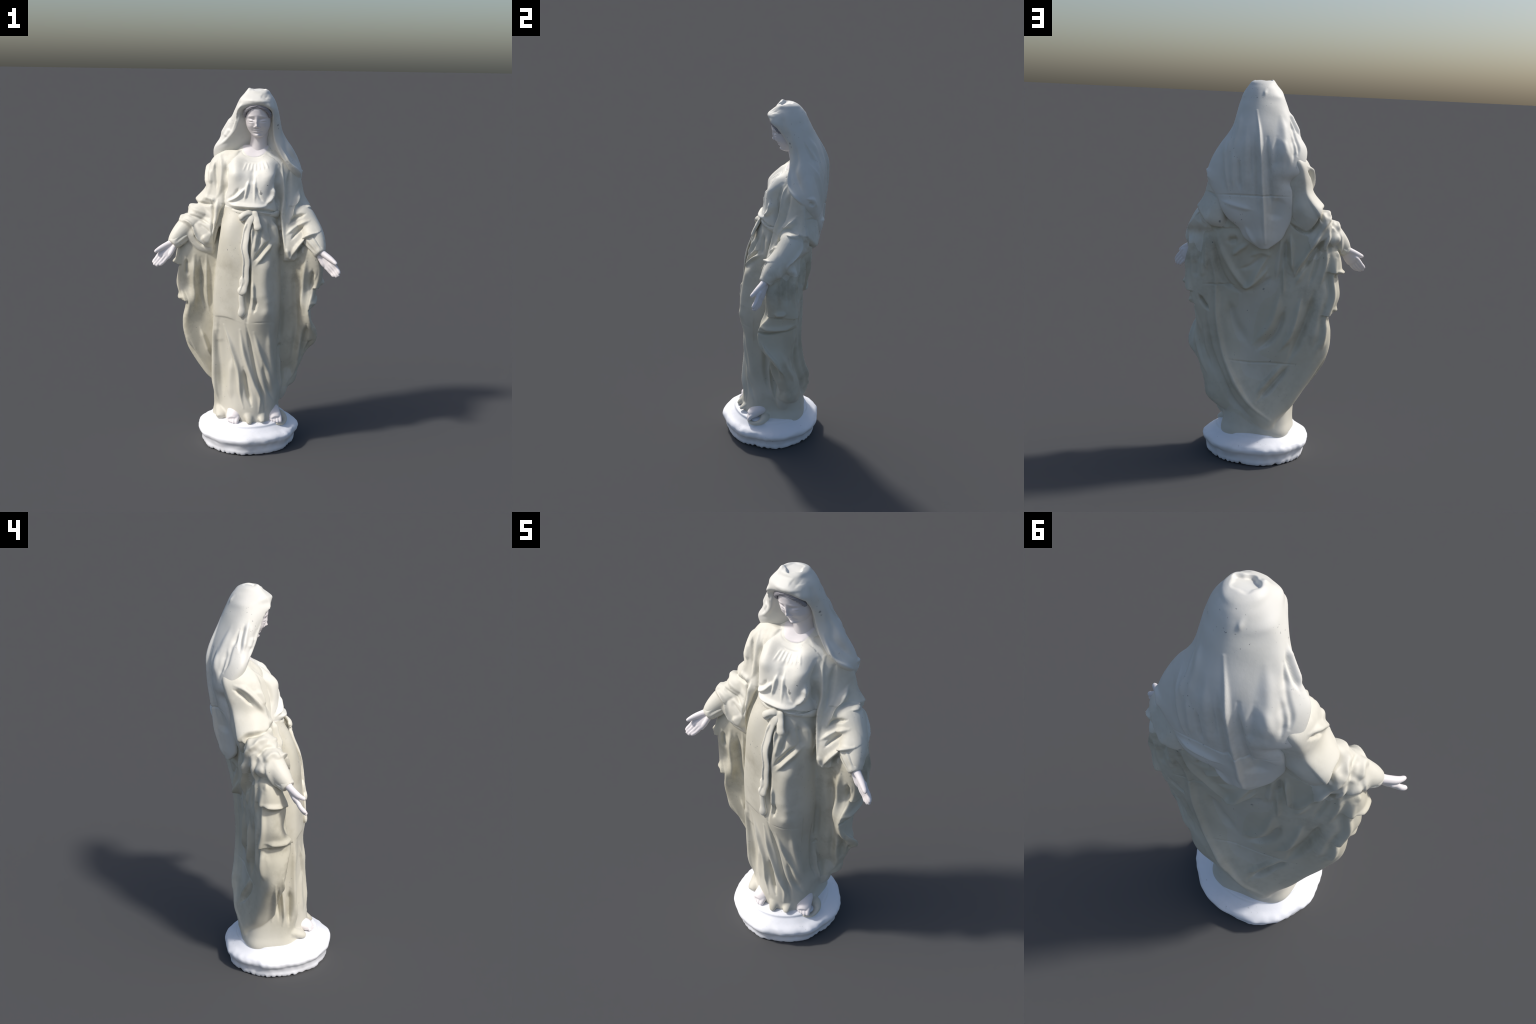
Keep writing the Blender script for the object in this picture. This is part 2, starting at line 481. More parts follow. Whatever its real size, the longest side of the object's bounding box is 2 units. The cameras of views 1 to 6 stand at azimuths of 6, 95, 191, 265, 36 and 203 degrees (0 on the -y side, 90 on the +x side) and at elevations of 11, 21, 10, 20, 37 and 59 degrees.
# --- veil: hood open at the face, falling to a tail at the back
veil_body = loft([
    level(1.150, (-.05, .205), (-.055, .21), (-.05, .215), (-.045, .22), (-.03, .222), (-.02, .22), (-.015, .215), (-.01, .21), (-.015, .2), (-.02, .19), (-.03, .19), (-.04, .19)),
    level(1.20, (-.105, .17), (-.115, .18), (-.11, .19), (-.08, .212), (-.03, .248), (.02, .24), (.06, .225), (.07, .21), (.06, .19), (.03, .18), (-.02, .17), (-.08, .165)),
    level(1.25, (-.13, .168), (-.140, .178), (-.13, .19), (-.085, .216), (-.03, .256), (.04, .246), (.085, .235), (.10, .22), (.09, .195), (.055, .18), (-.02, .17), (-.09, .165)),
    level(1.30, (-.15, .165), (-.160, .175), (-.15, .19), (-.09, .220), (-.03, .262), (.05, .262), (.12, .262), (.155, .245), (.14, .20), (.08, .18), (-.02, .17), (-.1, .165)),
    level(1.36, (-.155, .17), (-.165, .185), (-.155, .20), (-.09, .230), (-.02, .266), (.06, .270), (.15, .273), (.195, .25), (.18, .20), (.1, .18), (0, .17), (-.1, .17)),
    level(1.40, (-.155, .17), (-.165, .19), (-.158, .21), (-.09, .240), (-.01, .268), (.08, .268), (.18, .262), (.215, .24), (.20, .2), (.1, .18), (0, .17), (-.1, .17)),
    level(1.45, (-.150, .18), (-.165, .20), (-.155, .22), (-.09, .252), (.01, .273), (.10, .272), (.20, .26), (.25, .235), (.245, .19), (.15, .18), (0, .17), (-.12, .18)),
    level(1.505, (-.140, .18), (-.155, .20), (-.150, .225), (-.09, .262), (.015, .276), (.11, .274), (.21, .255), (.275, .225), (.265, .15), (.17, .16), (.01, .17), (-.11, .18)),
    level(1.54, (-.185, .17), (-.205, .20), (-.185, .232), (-.10, .268), (.02, .278), (.12, .272), (.21, .25), (.278, .205), (.255, .115), (.18, .13), (.02, .17), (-.13, .18)),
    level(1.60, (-.195, .14), (-.222, .18), (-.19, .228), (-.11, .268), (.02, .279), (.12, .270), (.20, .24), (.262, .185), (.205, .085), (.16, .12), (.02, .17), (-.14, .14)),
    level(1.67, (-.19, .11), (-.215, .145), (-.18, .21), (-.10, .262), (.02, .276), (.12, .262), (.18, .225), (.228, .155), (.16, .085), (.12, .12), (.02, .15), (-.12, .10)),
    level(1.72, (-.148, .092), (-.182, .13), (-.155, .19), (-.08, .242), (.02, .264), (.11, .246), (.16, .205), (.195, .14), (.135, .085), (.11, .12), (.03, .13), (-.10, .08)),
    level(1.77, (-.110, .068), (-.150, .108), (-.136, .165), (-.06, .218), (.03, .246), (.11, .226), (.15, .18), (.17, .12), (.125, .078), (.11, .10), (.035, .11), (-.085, .055)),
    level(1.82, (-.084, .036), (-.117, .08), (-.111, .145), (-.04, .196), (.035, .222), (.105, .20), (.145, .155), (.160, .10), (.124, .055), (.11, .08), (.04, .09), (-.072, .03)),
    level(1.87, (-.070, .005), (-.095, .062), (-.089, .12), (-.03, .174), (.038, .197), (.10, .18), (.140, .13), (.152, .08), (.124, .015), (.112, .04), (.042, .06), (-.062, .01)),
    level(1.902, (-.055, -.019), (-.080, .055), (-.074, .112), (-.02, .160), (.04, .181), (.095, .163), (.132, .12), (.144, .07), (.122, -.010), (.10, -.022), (.045, -.015), (-.03, -.022)),
    level(1.918, (-.049, -.013), (-.073, .052), (-.066, .11), (-.018, .153), (.04, .173), (.094, .155), (.128, .118), (.139, .07), (.117, -.006), (.09, -.031), (.045, -.038), (-.015, -.031)),
    level(1.94, (-.048, -.006), (-.060, .04), (-.050, .10), (-.01, .143), (.04, .161), (.09, .145), (.120, .11), (.130, .067), (.109, .002), (.08, -.028), (.045, -.036), (-.01, -.028)),
    level(1.97, (-.026, .012), (-.036, .045), (-.028, .09), (.0, .125), (.04, .139), (.08, .126), (.102, .10), (.110, .065), (.095, .022), (.075, .0), (.042, -.003), (.0, .002)),
    level(1.992, (-.008, .03), (-.015, .05), (-.010, .08), (.01, .10), (.04, .112), (.07, .105), (.087, .085), (.092, .065), (.083, .035), (.065, .02), (.04, .015), (.01, .02)),
    level(1.998, (0, .04), (-.002, .05), (.003, .075), (.018, .09), (.04, .098), (.06, .09), (.075, .08), (.08, .065), (.072, .045), (.058, .034), (.04, .03), (.018, .033)),
])
veil = fuse("veil", [veil_body], 0.004, 6)

# ==== folds of the drapery
robe_folds = [
    Fold('front', [(-0.077, 1.596), (-0.069, 1.539)], 0.042, 0.012, at=(-0.08, 0.08)),
    Fold('front', [(0.103, 1.579), (0.122, 1.534)], 0.042, 0.012, at=(-0.07, 0.07)),
    Fold('front', [(0.024, 1.571), (0.031, 1.481)], 0.018, -0.005, at=(-0.11, 0.06)),
    Fold('front', [(-0.009, 1.466), (-0.053, 1.413), (-0.116, 1.381)], 0.011, 0.011, at=(-0.11, 0.03)),
    Fold('front', [(-0.116, 1.377), (-0.059, 1.365), (0.001, 1.36), (0.074, 1.361), (0.119, 1.376)], 0.014, 0.01, at=(-0.12, 0.03)),
    Fold('front', [(-0.082, 1.351), (0.002, 1.347), (0.089, 1.343), (0.171, 1.32)], 0.007, -0.012, at=(-0.12, 0.07)),
    Fold('front', [(0.04, 1.538), (0.042, 1.38)], 0.007, 0.004, at=(-0.12, 0.03)),
    Fold('front', [(0.008, 1.509), (-0.005, 1.444), (-0.014, 1.393)], 0.009, 0.007, at=(-0.12, 0.01)),
    Fold('front', [(0.142, 1.473), (0.136, 1.417), (0.099, 1.373)], 0.011, 0.012, at=(-0.1, 0.04)),
    Fold('front', [(0.05, 1.474), (0.07, 1.413), (0.095, 1.387)], 0.008, -0.005, at=(-0.11, 0.01)),
    Fold('front', [(-0.046, 1.464), (-0.076, 1.419), (-0.117, 1.396)], 0.01, -0.006, at=(-0.11, 0.03)),
    Fold('front', [(0.152, 1.577), (0.169, 1.454), (0.166, 1.333)], 0.017, -0.018, at=(-0.04, 0.11)),
    Fold('front', [(-0.132, 1.6), (-0.129, 1.515), (-0.134, 1.41)], 0.011, -0.01, at=(-0.05, 0.1)),
    Fold('front', [(-0.173, 1.633), (-0.155, 1.556), (-0.16, 1.446), (-0.181, 1.401)], 0.016, 0.009, at=(-0.05, 0.14)),
    Fold('front', [(-0.198, 1.597), (-0.19, 1.51), (-0.183, 1.437)], 0.009, -0.007, at=(-0.04, 0.11)),
    Fold('front', [(-0.231, 1.557), (-0.22, 1.465)], 0.014, 0.006, at=(-0.02, 0.13)),
    Fold('front', [(-0.173, 1.387), (-0.176, 1.314), (-0.188, 1.228)], 0.014, 0.013, at=(-0.1, 0.06)),
    Fold('front', [(-0.131, 1.37), (-0.155, 1.299), (-0.175, 1.203), (-0.188, 1.111)], 0.007, -0.016, at=(-0.08, 0.05)),
    Fold('front', [(-0.21, 1.385), (-0.196, 1.298), (-0.196, 1.19)], 0.008, -0.011, at=(-0.1, 0.06)),
    Fold('front', [(-0.015, 1.597), (-0.029, 1.55)], 0.004, 0.0022, at=(-0.08, 0.08)),
    Fold('front', [(0.002, 1.598), (-0.006, 1.551)], 0.004, 0.0022, at=(-0.08, 0.08)),
    Fold('front', [(0.019, 1.598), (0.017, 1.551)], 0.004, 0.0022, at=(-0.07, 0.08)),
    Fold('front', [(0.035, 1.598), (0.04, 1.551)], 0.004, 0.0022, at=(-0.07, 0.08)),
    Fold('front', [(0.052, 1.599), (0.063, 1.552)], 0.004, 0.0022, at=(-0.07, 0.09)),
    Fold('front', [(0.068, 1.599), (0.086, 1.552)], 0.004, 0.0022, at=(-0.07, 0.09)),
    Fold('front', [(0.085, 1.599), (0.108, 1.552)], 0.004, 0.0022, at=(-0.06, 0.09)),
    Fold('front', [(-0.301, 1.366), (-0.243, 1.359), (-0.203, 1.36)], 0.008, -0.009, at=(-0.05, 0.12)),
    Fold('front', [(-0.236, 1.394), (-0.204, 1.385)], 0.014, 0.008, at=(-0.05, 0.07)),
    Fold('front', [(-0.348, 1.301), (-0.284, 1.284), (-0.211, 1.252)], 0.008, -0.007, at=(-0.09, 0.06)),
    Fold('front', [(-0.33, 1.333), (-0.27, 1.317), (-0.207, 1.29)], 0.013, 0.007, at=(-0.07, 0.08)),
    Fold('front', [(-0.389, 1.267), (-0.342, 1.259), (-0.303, 1.222), (-0.279, 1.179), (-0.233, 1.135)], 0.01, 0.012, at=(-0.1, 0.06)),
    Fold('front', [(-0.302, 1.2), (-0.279, 1.159), (-0.241, 1.118)], 0.008, -0.01, at=(-0.09, 0.02)),
    Fold('front', [(-0.247, 1.196), (-0.217, 1.159), (-0.192, 1.151)], 0.02, 0.01, at=(-0.1, 0.02)),
    Fold('front', [(-0.282, 1.251), (-0.233, 1.226), (-0.202, 1.198)], 0.01, -0.005, at=(-0.1, 0.04)),
    Fold('front', [(0.177, 1.589), (0.191, 1.415), (0.189, 1.284), (0.213, 1.111)], 0.011, 0.01, at=(-0.09, 0.14)),
    Fold('front', [(0.22, 1.544), (0.219, 1.427), (0.214, 1.341)], 0.012, -0.01, at=(-0.01, 0.15)),
    Fold('front', [(0.272, 1.435), (0.252, 1.351), (0.231, 1.268)], 0.012, 0.014, at=(-0.03, 0.19)),
    Fold('front', [(0.318, 1.316), (0.259, 1.292), (0.231, 1.258)], 0.01, -0.011, at=(-0.04, 0.11)),
    Fold('front', [(0.339, 1.281), (0.268, 1.245), (0.217, 1.206)], 0.012, 0.01, at=(-0.07, 0.09)),
    Fold('front', [(0.31, 1.252), (0.264, 1.205), (0.243, 1.174)], 0.008, -0.01, at=(-0.07, 0.08)),
    Fold('front', [(0.39, 1.221), (0.324, 1.188), (0.271, 1.133), (0.24, 1.077)], 0.011, 0.013, at=(-0.08, 0.06)),
    Fold('front', [(0.334, 1.174), (0.293, 1.132), (0.276, 1.088)], 0.008, -0.009, at=(-0.08, 0.05)),
    Fold('front', [(0.22, 1.134), (0.232, 1.085), (0.261, 1.06)], 0.014, 0.008, at=(-0.09, 0.04)),
    Fold('front', [(0.179, 1.283), (0.187, 1.158), (0.197, 1.044)], 0.008, -0.013, at=(-0.06, 0.07)),
    Fold('front', [(-0.081, 1.338), (0.027, 1.337), (0.089, 1.328), (0.171, 1.308)], 0.009, 0.006, at=(-0.14, 0.08)),
    Fold('front', [(0.022, 1.226), (0.019, 1.142), (0.018, 1.056)], 0.014, -0.014, at=(-0.23, -0.07)),
    Fold('front', [(0.017, 1.117), (0.023, 0.993), (0.022, 0.844), (0.019, 0.737)], 0.016, -0.018, at=(-0.24, -0.11)),
    Fold('front', [(0.135, 1.288), (0.161, 1.212), (0.178, 1.114)], 0.01, 0.012, at=(-0.08, 0.04)),
    Fold('front', [(0.119, 1.277), (0.14, 1.204), (0.152, 1.16)], 0.009, -0.008, at=(-0.12, 0.0)),
    Fold('front', [(0.152, 1.167), (0.107, 1.113), (0.064, 1.055)], 0.012, 0.01, at=(-0.21, -0.0)),
    Fold('front', [(0.135, 1.181), (0.09, 1.125), (0.053, 1.077)], 0.011, -0.011, at=(-0.21, -0.02)),
    Fold('front', [(0.036, 1.267), (0.032, 1.155)], 0.01, 0.006, at=(-0.2, -0.05)),
    Fold('front', [(0.093, 1.258), (0.075, 1.14)], 0.012, -0.007, at=(-0.19, -0.03)),
    Fold('front', [(0.06, 1.225), (0.051, 1.12)], 0.01, 0.005, at=(-0.2, -0.06)),
    Fold('front', [(0.138, 1.109), (0.111, 1.004), (0.111, 0.896), (0.125, 0.81)], 0.045, 0.014, at=(-0.23, -0.05)),
    Fold('front', [(0.049, 0.971), (0.056, 0.847)], 0.01, 0.009, at=(-0.24, -0.12)),
    Fold('front', [(0.072, 0.868), (0.057, 0.792)], 0.01, -0.01, at=(-0.25, -0.12)),
    Fold('front', [(0.138, 0.844), (0.133, 0.795)], 0.03, 0.006, at=(-0.23, -0.11)),
    Fold('front', [(0.194, 0.823), (0.19, 0.719), (0.183, 0.584)], 0.014, -0.008, at=(-0.1, 0.05)),
    Fold('front', [(-0.115, 0.702), (-0.066, 0.569), (-0.026, 0.45), (-0.012, 0.314), (0.006, 0.24)], 0.012, 0.012, at=(-0.23, -0.07)),
    Fold('front', [(-0.099, 0.649), (-0.066, 0.542), (-0.042, 0.464)], 0.006, -0.008, at=(-0.2, -0.07)),
    Fold('front', [(0.001, 0.468), (0.026, 0.34), (0.051, 0.251)], 0.013, -0.017, at=(-0.23, -0.1)),
    Fold('front', [(-0.02, 0.685), (0.011, 0.531), (0.063, 0.38), (0.097, 0.302), (0.095, 0.218)], 0.013, 0.012, at=(-0.22, -0.1)),
    Fold('front', [(0.015, 0.721), (0.045, 0.572), (0.081, 0.419), (0.119, 0.299), (0.127, 0.219)], 0.012, -0.012, at=(-0.23, -0.09)),
    Fold('front', [(0.06, 0.677), (0.097, 0.542), (0.142, 0.413), (0.163, 0.302)], 0.014, 0.009, at=(-0.23, -0.05)),
    Fold('front', [(0.108, 0.51), (0.139, 0.374), (0.17, 0.266)], 0.012, -0.009, at=(-0.2, -0.03)),
    Fold('front', [(0.143, 0.691), (0.15, 0.528), (0.175, 0.357)], 0.016, 0.008, at=(-0.21, -0.02)),
    Fold('front', [(-0.143, 0.729), (-0.152, 0.585), (-0.136, 0.427), (-0.125, 0.247)], 0.02, -0.007, at=(-0.17, -0.04)),
    Fold('front', [(-0.178, 0.737), (-0.177, 0.5), (-0.17, 0.344), (-0.138, 0.214)], 0.011, 0.008, at=(-0.16, -0.03)),
    Fold('front', [(-0.062, 0.523), (-0.077, 0.363), (-0.067, 0.266)], 0.02, 0.006, at=(-0.2, -0.08)),
    Fold('front', [(-0.181, 0.744), (-0.102, 0.749), (-0.043, 0.736)], 0.05, 0.0025, 'step', at=(-0.21, -0.03)),
    Fold('front', [(0.038, 0.735), (0.133, 0.738), (0.19, 0.719)], 0.004, -0.0012, at=(-0.24, 0.03)),
    Fold('front', [(-0.301, 1.07), (-0.305, 0.907), (-0.293, 0.779)], 0.018, 0.014, at=(-0.09, 0.04)),
    Fold('front', [(-0.266, 1.055), (-0.264, 0.868), (-0.244, 0.752)], 0.014, -0.01, at=(-0.07, 0.04)),
    Fold('front', [(-0.233, 1.071), (-0.23, 0.869), (-0.218, 0.752)], 0.012, 0.01, at=(-0.07, 0.05)),
    Fold('front', [(-0.342, 1.055), (-0.342, 0.946)], 0.014, -0.012, at=(-0.08, 0.03)),
    Fold('front', [(-0.266, 0.649), (-0.237, 0.568), (-0.212, 0.478)], 0.012, 0.01, at=(-0.07, 0.06)),
    Fold('front', [(0.328, 1.077), (0.313, 0.89), (0.319, 0.753)], 0.018, 0.014, at=(-0.1, 0.05)),
    Fold('front', [(0.367, 1.01), (0.358, 0.892)], 0.014, -0.014, at=(-0.07, 0.05)),
    Fold('front', [(0.269, 1.075), (0.264, 0.887), (0.277, 0.656), (0.254, 0.441)], 0.018, -0.01, at=(-0.07, 0.1)),
    Fold('front', [(0.308, 0.641), (0.285, 0.486), (0.24, 0.332)], 0.016, 0.01, at=(-0.06, 0.11)),
    Fold('front', [(0.339, 0.7), (0.33, 0.588), (0.307, 0.481)], 0.016, -0.014, at=(-0.1, 0.11)),
    Fold('back', [(0.308, 1.317), (0.278, 1.275), (0.235, 1.243), (0.183, 1.244)], 0.009, -0.014, at=(0.15, 0.28)),
    Fold('back', [(0.222, 1.222), (0.182, 1.115), (0.131, 1.019), (0.071, 0.948), (0.034, 0.959), (-0.014, 1.052), (-0.062, 1.128)], 0.018, 0.014, at=(0.12, 0.26)),
    Fold('back', [(0.241, 1.183), (0.208, 1.035), (0.162, 0.947), (0.087, 0.9)], 0.016, -0.012, at=(0.11, 0.26)),
    Fold('back', [(0.137, 1.099), (0.093, 1.14), (0.05, 1.169)], 0.014, 0.01, at=(0.15, 0.26)),
    Fold('back', [(0.158, 1.178), (0.1, 1.189)], 0.02, -0.014, at=(0.16, 0.28)),
    Fold('back', [(-0.159, 1.222), (-0.172, 1.075), (-0.183, 1.024)], 0.012, 0.016, at=(0.09, 0.22)),
    Fold('back', [(-0.191, 1.017), (-0.213, 1.077), (-0.266, 1.168), (-0.334, 1.261)], 0.012, 0.012, at=(0.08, 0.2)),
    Fold('back', [(-0.216, 1.026), (-0.274, 1.124), (-0.35, 1.225)], 0.012, -0.016, at=(0.07, 0.2)),
    Fold('back', [(-0.138, 1.206), (-0.138, 1.073)], 0.012, -0.01, at=(0.1, 0.22)),
    Fold('back', [(-0.215, 1.374), (-0.242, 1.278)], 0.05, 0.006, at=(0.1, 0.25)),
    Fold('back', [(-0.146, 1.29), (-0.207, 1.25), (-0.249, 1.244), (-0.299, 1.301), (-0.314, 1.36)], 0.009, -0.016, at=(0.08, 0.24)),
    Fold('back', [(-0.327, 1.347), (-0.339, 1.297), (-0.287, 1.214)], 0.012, 0.01, at=(0.02, 0.2)),
    Fold('back', [(-0.367, 1.292), (-0.374, 1.218), (-0.344, 1.126)], 0.012, -0.01, at=(0.02, 0.18)),
    Fold('back', [(-0.4, 1.26), (-0.406, 1.189), (-0.399, 1.102)], 0.012, 0.008, at=(-0.02, 0.13)),
    Fold('back', [(0.362, 1.202), (0.364, 1.019)], 0.014, 0.008, at=(0.08, 0.21)),
    Fold('back', [(0.32, 1.233), (0.324, 1.024)], 0.014, -0.009, at=(0.11, 0.23)),
    Fold('back', [(0.281, 1.214), (0.276, 0.991)], 0.014, 0.009, at=(0.12, 0.24)),
    Fold('back', [(0.269, 1.118), (0.227, 0.97), (0.218, 0.781), (0.189, 0.633), (0.15, 0.525), (0.07, 0.388), (-0.003, 0.306), (-0.1, 0.237)], 0.015, 0.012, at=(0.11, 0.27)),
    Fold('back', [(0.28, 0.783), (0.257, 0.599), (0.189, 0.457), (0.103, 0.316), (-0.002, 0.239)], 0.02, -0.012, at=(0.1, 0.25)),
    Fold('back', [(-0.119, 0.921), (-0.076, 0.746), (0.018, 0.629)], 0.02, 0.01, at=(0.09, 0.21)),
    Fold('back', [(-0.145, 0.833), (-0.1, 0.695), (-0.007, 0.602)], 0.018, -0.016, at=(0.09, 0.21)),
    Fold('back', [(-0.229, 0.905), (-0.187, 0.707), (-0.126, 0.605)], 0.016, 0.012, at=(0.08, 0.2)),
    Fold('back', [(-0.292, 0.931), (-0.262, 0.793), (-0.205, 0.625), (-0.172, 0.546)], 0.02, -0.016, at=(0.07, 0.19)),
    Fold('back', [(-0.335, 0.91), (-0.312, 0.78), (-0.291, 0.628)], 0.025, 0.008, at=(0.06, 0.17)),
    Fold('back', [(-0.176, 0.523), (-0.119, 0.445), (-0.029, 0.334)], 0.014, -0.013, at=(0.08, 0.25)),
    Fold('back', [(-0.15, 0.537), (-0.096, 0.466), (-0.018, 0.369)], 0.016, 0.008, at=(0.08, 0.24)),
    Fold('back', [(0.161, 0.861), (0.12, 0.735), (0.049, 0.634)], 0.03, -0.01, at=(0.09, 0.21)),
    Fold('back', [(0.168, 0.546), (0.043, 0.529), (-0.077, 0.535), (-0.237, 0.532)], 0.004, -0.004, at=(0.07, 0.23)),
    Fold('back', [(0.297, 0.933), (0.208, 0.939), (0.102, 0.937)], 0.004, -0.004, at=(0.11, 0.23)),
    Fold('back', [(0.319, 0.875), (0.26, 0.793)], 0.01, -0.018, at=(0.11, 0.22)),
    Fold('left', [(0.078, 1.009), (0.029, 1.011), (-0.017, 1.01)], 0.009, -0.018, at=(-0.46, -0.33)),
    Fold('left', [(0.077, 1.042), (0.035, 1.032), (-0.017, 1.026)], 0.012, 0.01, at=(-0.46, -0.33)),
    Fold('left', [(0.082, 0.798), (0.024, 0.798), (-0.044, 0.802)], 0.01, -0.02, at=(-0.42, -0.29)),
    Fold('left', [(0.07, 0.84), (0.019, 0.836), (-0.044, 0.83)], 0.014, 0.01, at=(-0.43, -0.29)),
    Fold('left', [(0.107, 1.118), (0.114, 0.893), (0.128, 0.588)], 0.018, -0.024, at=(-0.4, -0.18)),
    Fold('left', [(0.08, 1.108), (0.088, 0.916), (0.096, 0.682), (0.115, 0.492)], 0.012, 0.01, at=(-0.45, -0.2)),
    Fold('left', [(0.132, 0.947), (0.136, 0.692), (0.137, 0.54)], 0.012, 0.01, at=(-0.31, -0.11)),
    Fold('left', [(0.031, 0.597), (0.031, 0.418), (0.038, 0.29)], 0.01, 0.01, at=(-0.43, -0.13)),
    Fold('left', [(-0.01, 0.625), (-0.027, 0.364), (-0.018, 0.263)], 0.01, 0.012, at=(-0.42, -0.13)),
    Fold('left', [(0.013, 0.573), (-0.001, 0.295)], 0.008, -0.01, at=(-0.41, -0.13)),
    Fold('left', [(-0.059, 0.477), (-0.054, 0.258)], 0.014, -0.015, at=(-0.24, -0.13)),
    Fold('right', [(0.03, 0.895), (0.088, 0.897)], 0.009, -0.02, at=(0.33, 0.45)),
    Fold('right', [(0.038, 0.93), (0.102, 0.933)], 0.014, 0.01, at=(0.35, 0.46)),
    Fold('right', [(-0.057, 0.785), (0.014, 0.788), (0.087, 0.803), (0.152, 0.815)], 0.009, -0.02, at=(0.29, 0.42)),
    Fold('right', [(-0.05, 0.818), (0.029, 0.823), (0.152, 0.843)], 0.014, 0.008, at=(0.29, 0.42)),
    Fold('right', [(0.132, 1.233), (0.143, 0.971)], 0.012, 0.009, at=(0.34, 0.45)),
    Fold('right', [(0.095, 1.207), (0.109, 0.959)], 0.016, -0.009, at=(0.35, 0.46)),
    Fold('right', [(0.158, 1.156), (0.165, 0.954)], 0.012, -0.008, at=(0.28, 0.41)),
    Fold('right', [(0.064, 1.21), (0.074, 0.969)], 0.014, 0.007, at=(0.36, 0.48)),
    Fold('right', [(-0.036, 0.734), (-0.002, 0.675), (0.048, 0.616), (0.094, 0.513)], 0.009, 0.01, at=(0.29, 0.44)),
    Fold('right', [(-0.03, 0.551), (0.038, 0.575), (0.083, 0.491)], 0.01, -0.01, at=(0.13, 0.41)),
    Fold('right', [(-0.006, 0.528), (0.003, 0.382), (0.037, 0.278)], 0.01, 0.01, at=(0.13, 0.26)),
    Fold('right', [(0.063, 0.492), (0.08, 0.323)], 0.03, 0.006, at=(0.21, 0.38)),
    Fold('right', [(-0.028, 0.697), (-0.029, 0.464), (-0.004, 0.331)], 0.014, -0.01, at=(0.13, 0.43)),
    Fold('right', [(0.141, 0.808), (0.141, 0.61), (0.14, 0.458)], 0.012, 0.008, at=(0.23, 0.4)),
    Fold('left', [(0.167, 1.256), (0.146, 1.346), (0.095, 1.361), (0.039, 1.362)], 0.009, -0.015, at=(-0.37, -0.1)),
    Fold('left', [(0.132, 1.291), (0.086, 1.335), (0.03, 1.341)], 0.014, 0.01, at=(-0.4, -0.26)),
    Fold('left', [(0.104, 1.266), (0.052, 1.311), (-0.001, 1.299)], 0.008, -0.007, at=(-0.43, -0.28)),
    Fold('left', [(0.076, 1.245), (0.03, 1.284), (-0.024, 1.263)], 0.012, 0.008, at=(-0.45, -0.29)),
    Fold('left', [(0.178, 1.58), (0.13, 1.557), (0.082, 1.505), (0.034, 1.435)], 0.014, 0.012, at=(-0.3, -0.18)),
    Fold('left', [(0.185, 1.561), (0.138, 1.532), (0.096, 1.481)], 0.01, -0.012, at=(-0.31, -0.18)),
    Fold('right', [(0.123, 1.336), (0.189, 1.318), (0.223, 1.16)], 0.01, -0.009, at=(-0.07, 0.4)),
    Fold('right', [(0.184, 1.425), (0.231, 1.415), (0.268, 1.382)], 0.004, -0.005, at=(0.1, 0.35)),
    Fold('front', [(-0.125, 1.362), (-0.074, 1.352), (0.002, 1.347), (0.089, 1.343), (0.174, 1.319)], 0.05, 0.01, 'step', at=(-0.12, 0.08)),
    Fold('front', [(-0.378, 1.262), (-0.342, 1.258), (-0.303, 1.218), (-0.279, 1.175), (-0.233, 1.128), (-0.196, 1.12)], 0.06, 0.01, 'step', at=(-0.09, 0.04)),
    Fold('front', [(0.243, 1.069), (0.275, 1.118), (0.326, 1.176), (0.391, 1.217)], 0.06, 0.01, 'step', at=(-0.08, 0.05)),
    Fold('right', [(0.03, 0.901), (0.088, 0.902), (0.158, 0.887)], 0.07, 0.012, 'step', at=(0.3, 0.45)),
    Fold('right', [(-0.057, 0.789), (0.014, 0.793), (0.087, 0.809), (0.152, 0.82)], 0.06, 0.012, 'step', at=(0.29, 0.42)),
    Fold('left', [(-0.044, 0.811), (0.024, 0.808), (0.079, 0.806)], 0.07, 0.012, 'step', at=(-0.42, -0.29)),
    Fold('left', [(-0.017, 1.016), (0.029, 1.017), (0.077, 1.028)], 0.07, 0.012, 'step', at=(-0.46, -0.33)),
    Fold('back', [(0.184, 1.248), (0.234, 1.249), (0.278, 1.279), (0.308, 1.321)], 0.07, 0.006, 'step', at=(0.15, 0.28)),
    Fold('back', [(-0.314, 1.36), (-0.299, 1.305), (-0.249, 1.248), (-0.207, 1.254), (-0.146, 1.294)], 0.07, 0.006, 'step', at=(0.08, 0.25)),
    Fold('back', [(-0.341, 1.254), (-0.273, 1.153), (-0.217, 1.063), (-0.188, 1.006), (-0.166, 1.015)], 0.05, 0.012, 'step', at=(0.08, 0.2)),
    Fold('left', [(0.038, 1.364), (0.095, 1.364), (0.146, 1.349), (0.167, 1.26)], 0.06, 0.01, 'step', at=(-0.37, -0.1)),
    Fold('right', [(0.122, 1.339), (0.189, 1.321), (0.23, 1.277)], 0.07, 0.006, 'step', at=(0.22, 0.4)),
    Fold('front', [(-0.053, 1.668), (-0.046, 1.644), (-0.017, 1.63), (0.028, 1.625), (0.064, 1.634), (0.084, 1.655)], 0.003, -0.0025, at=(0.0, 0.15)),
    Fold('front', [(-0.038, 1.614), (0.001, 1.601), (0.046, 1.598), (0.089, 1.606)], 0.004, -0.002, at=(-0.03, 0.1)),
    Fold('front', [(-0.167, 0.693), (-0.136, 0.587)], 0.02, 0.004, at=(-0.16, -0.05)),
    Fold('back', [(0.043, 1.102), (-0.013, 1.126), (-0.07, 1.107)], 0.014, 0.006, at=(0.11, 0.25)),
    Fold('back', [(0.101, 1.03), (0.042, 1.05), (-0.02, 1.104)], 0.012, -0.006, at=(0.12, 0.24)),
    Fold('back', [(-0.113, 1.208), (-0.105, 1.093), (-0.094, 0.981)], 0.014, 0.007, at=(0.1, 0.24)),
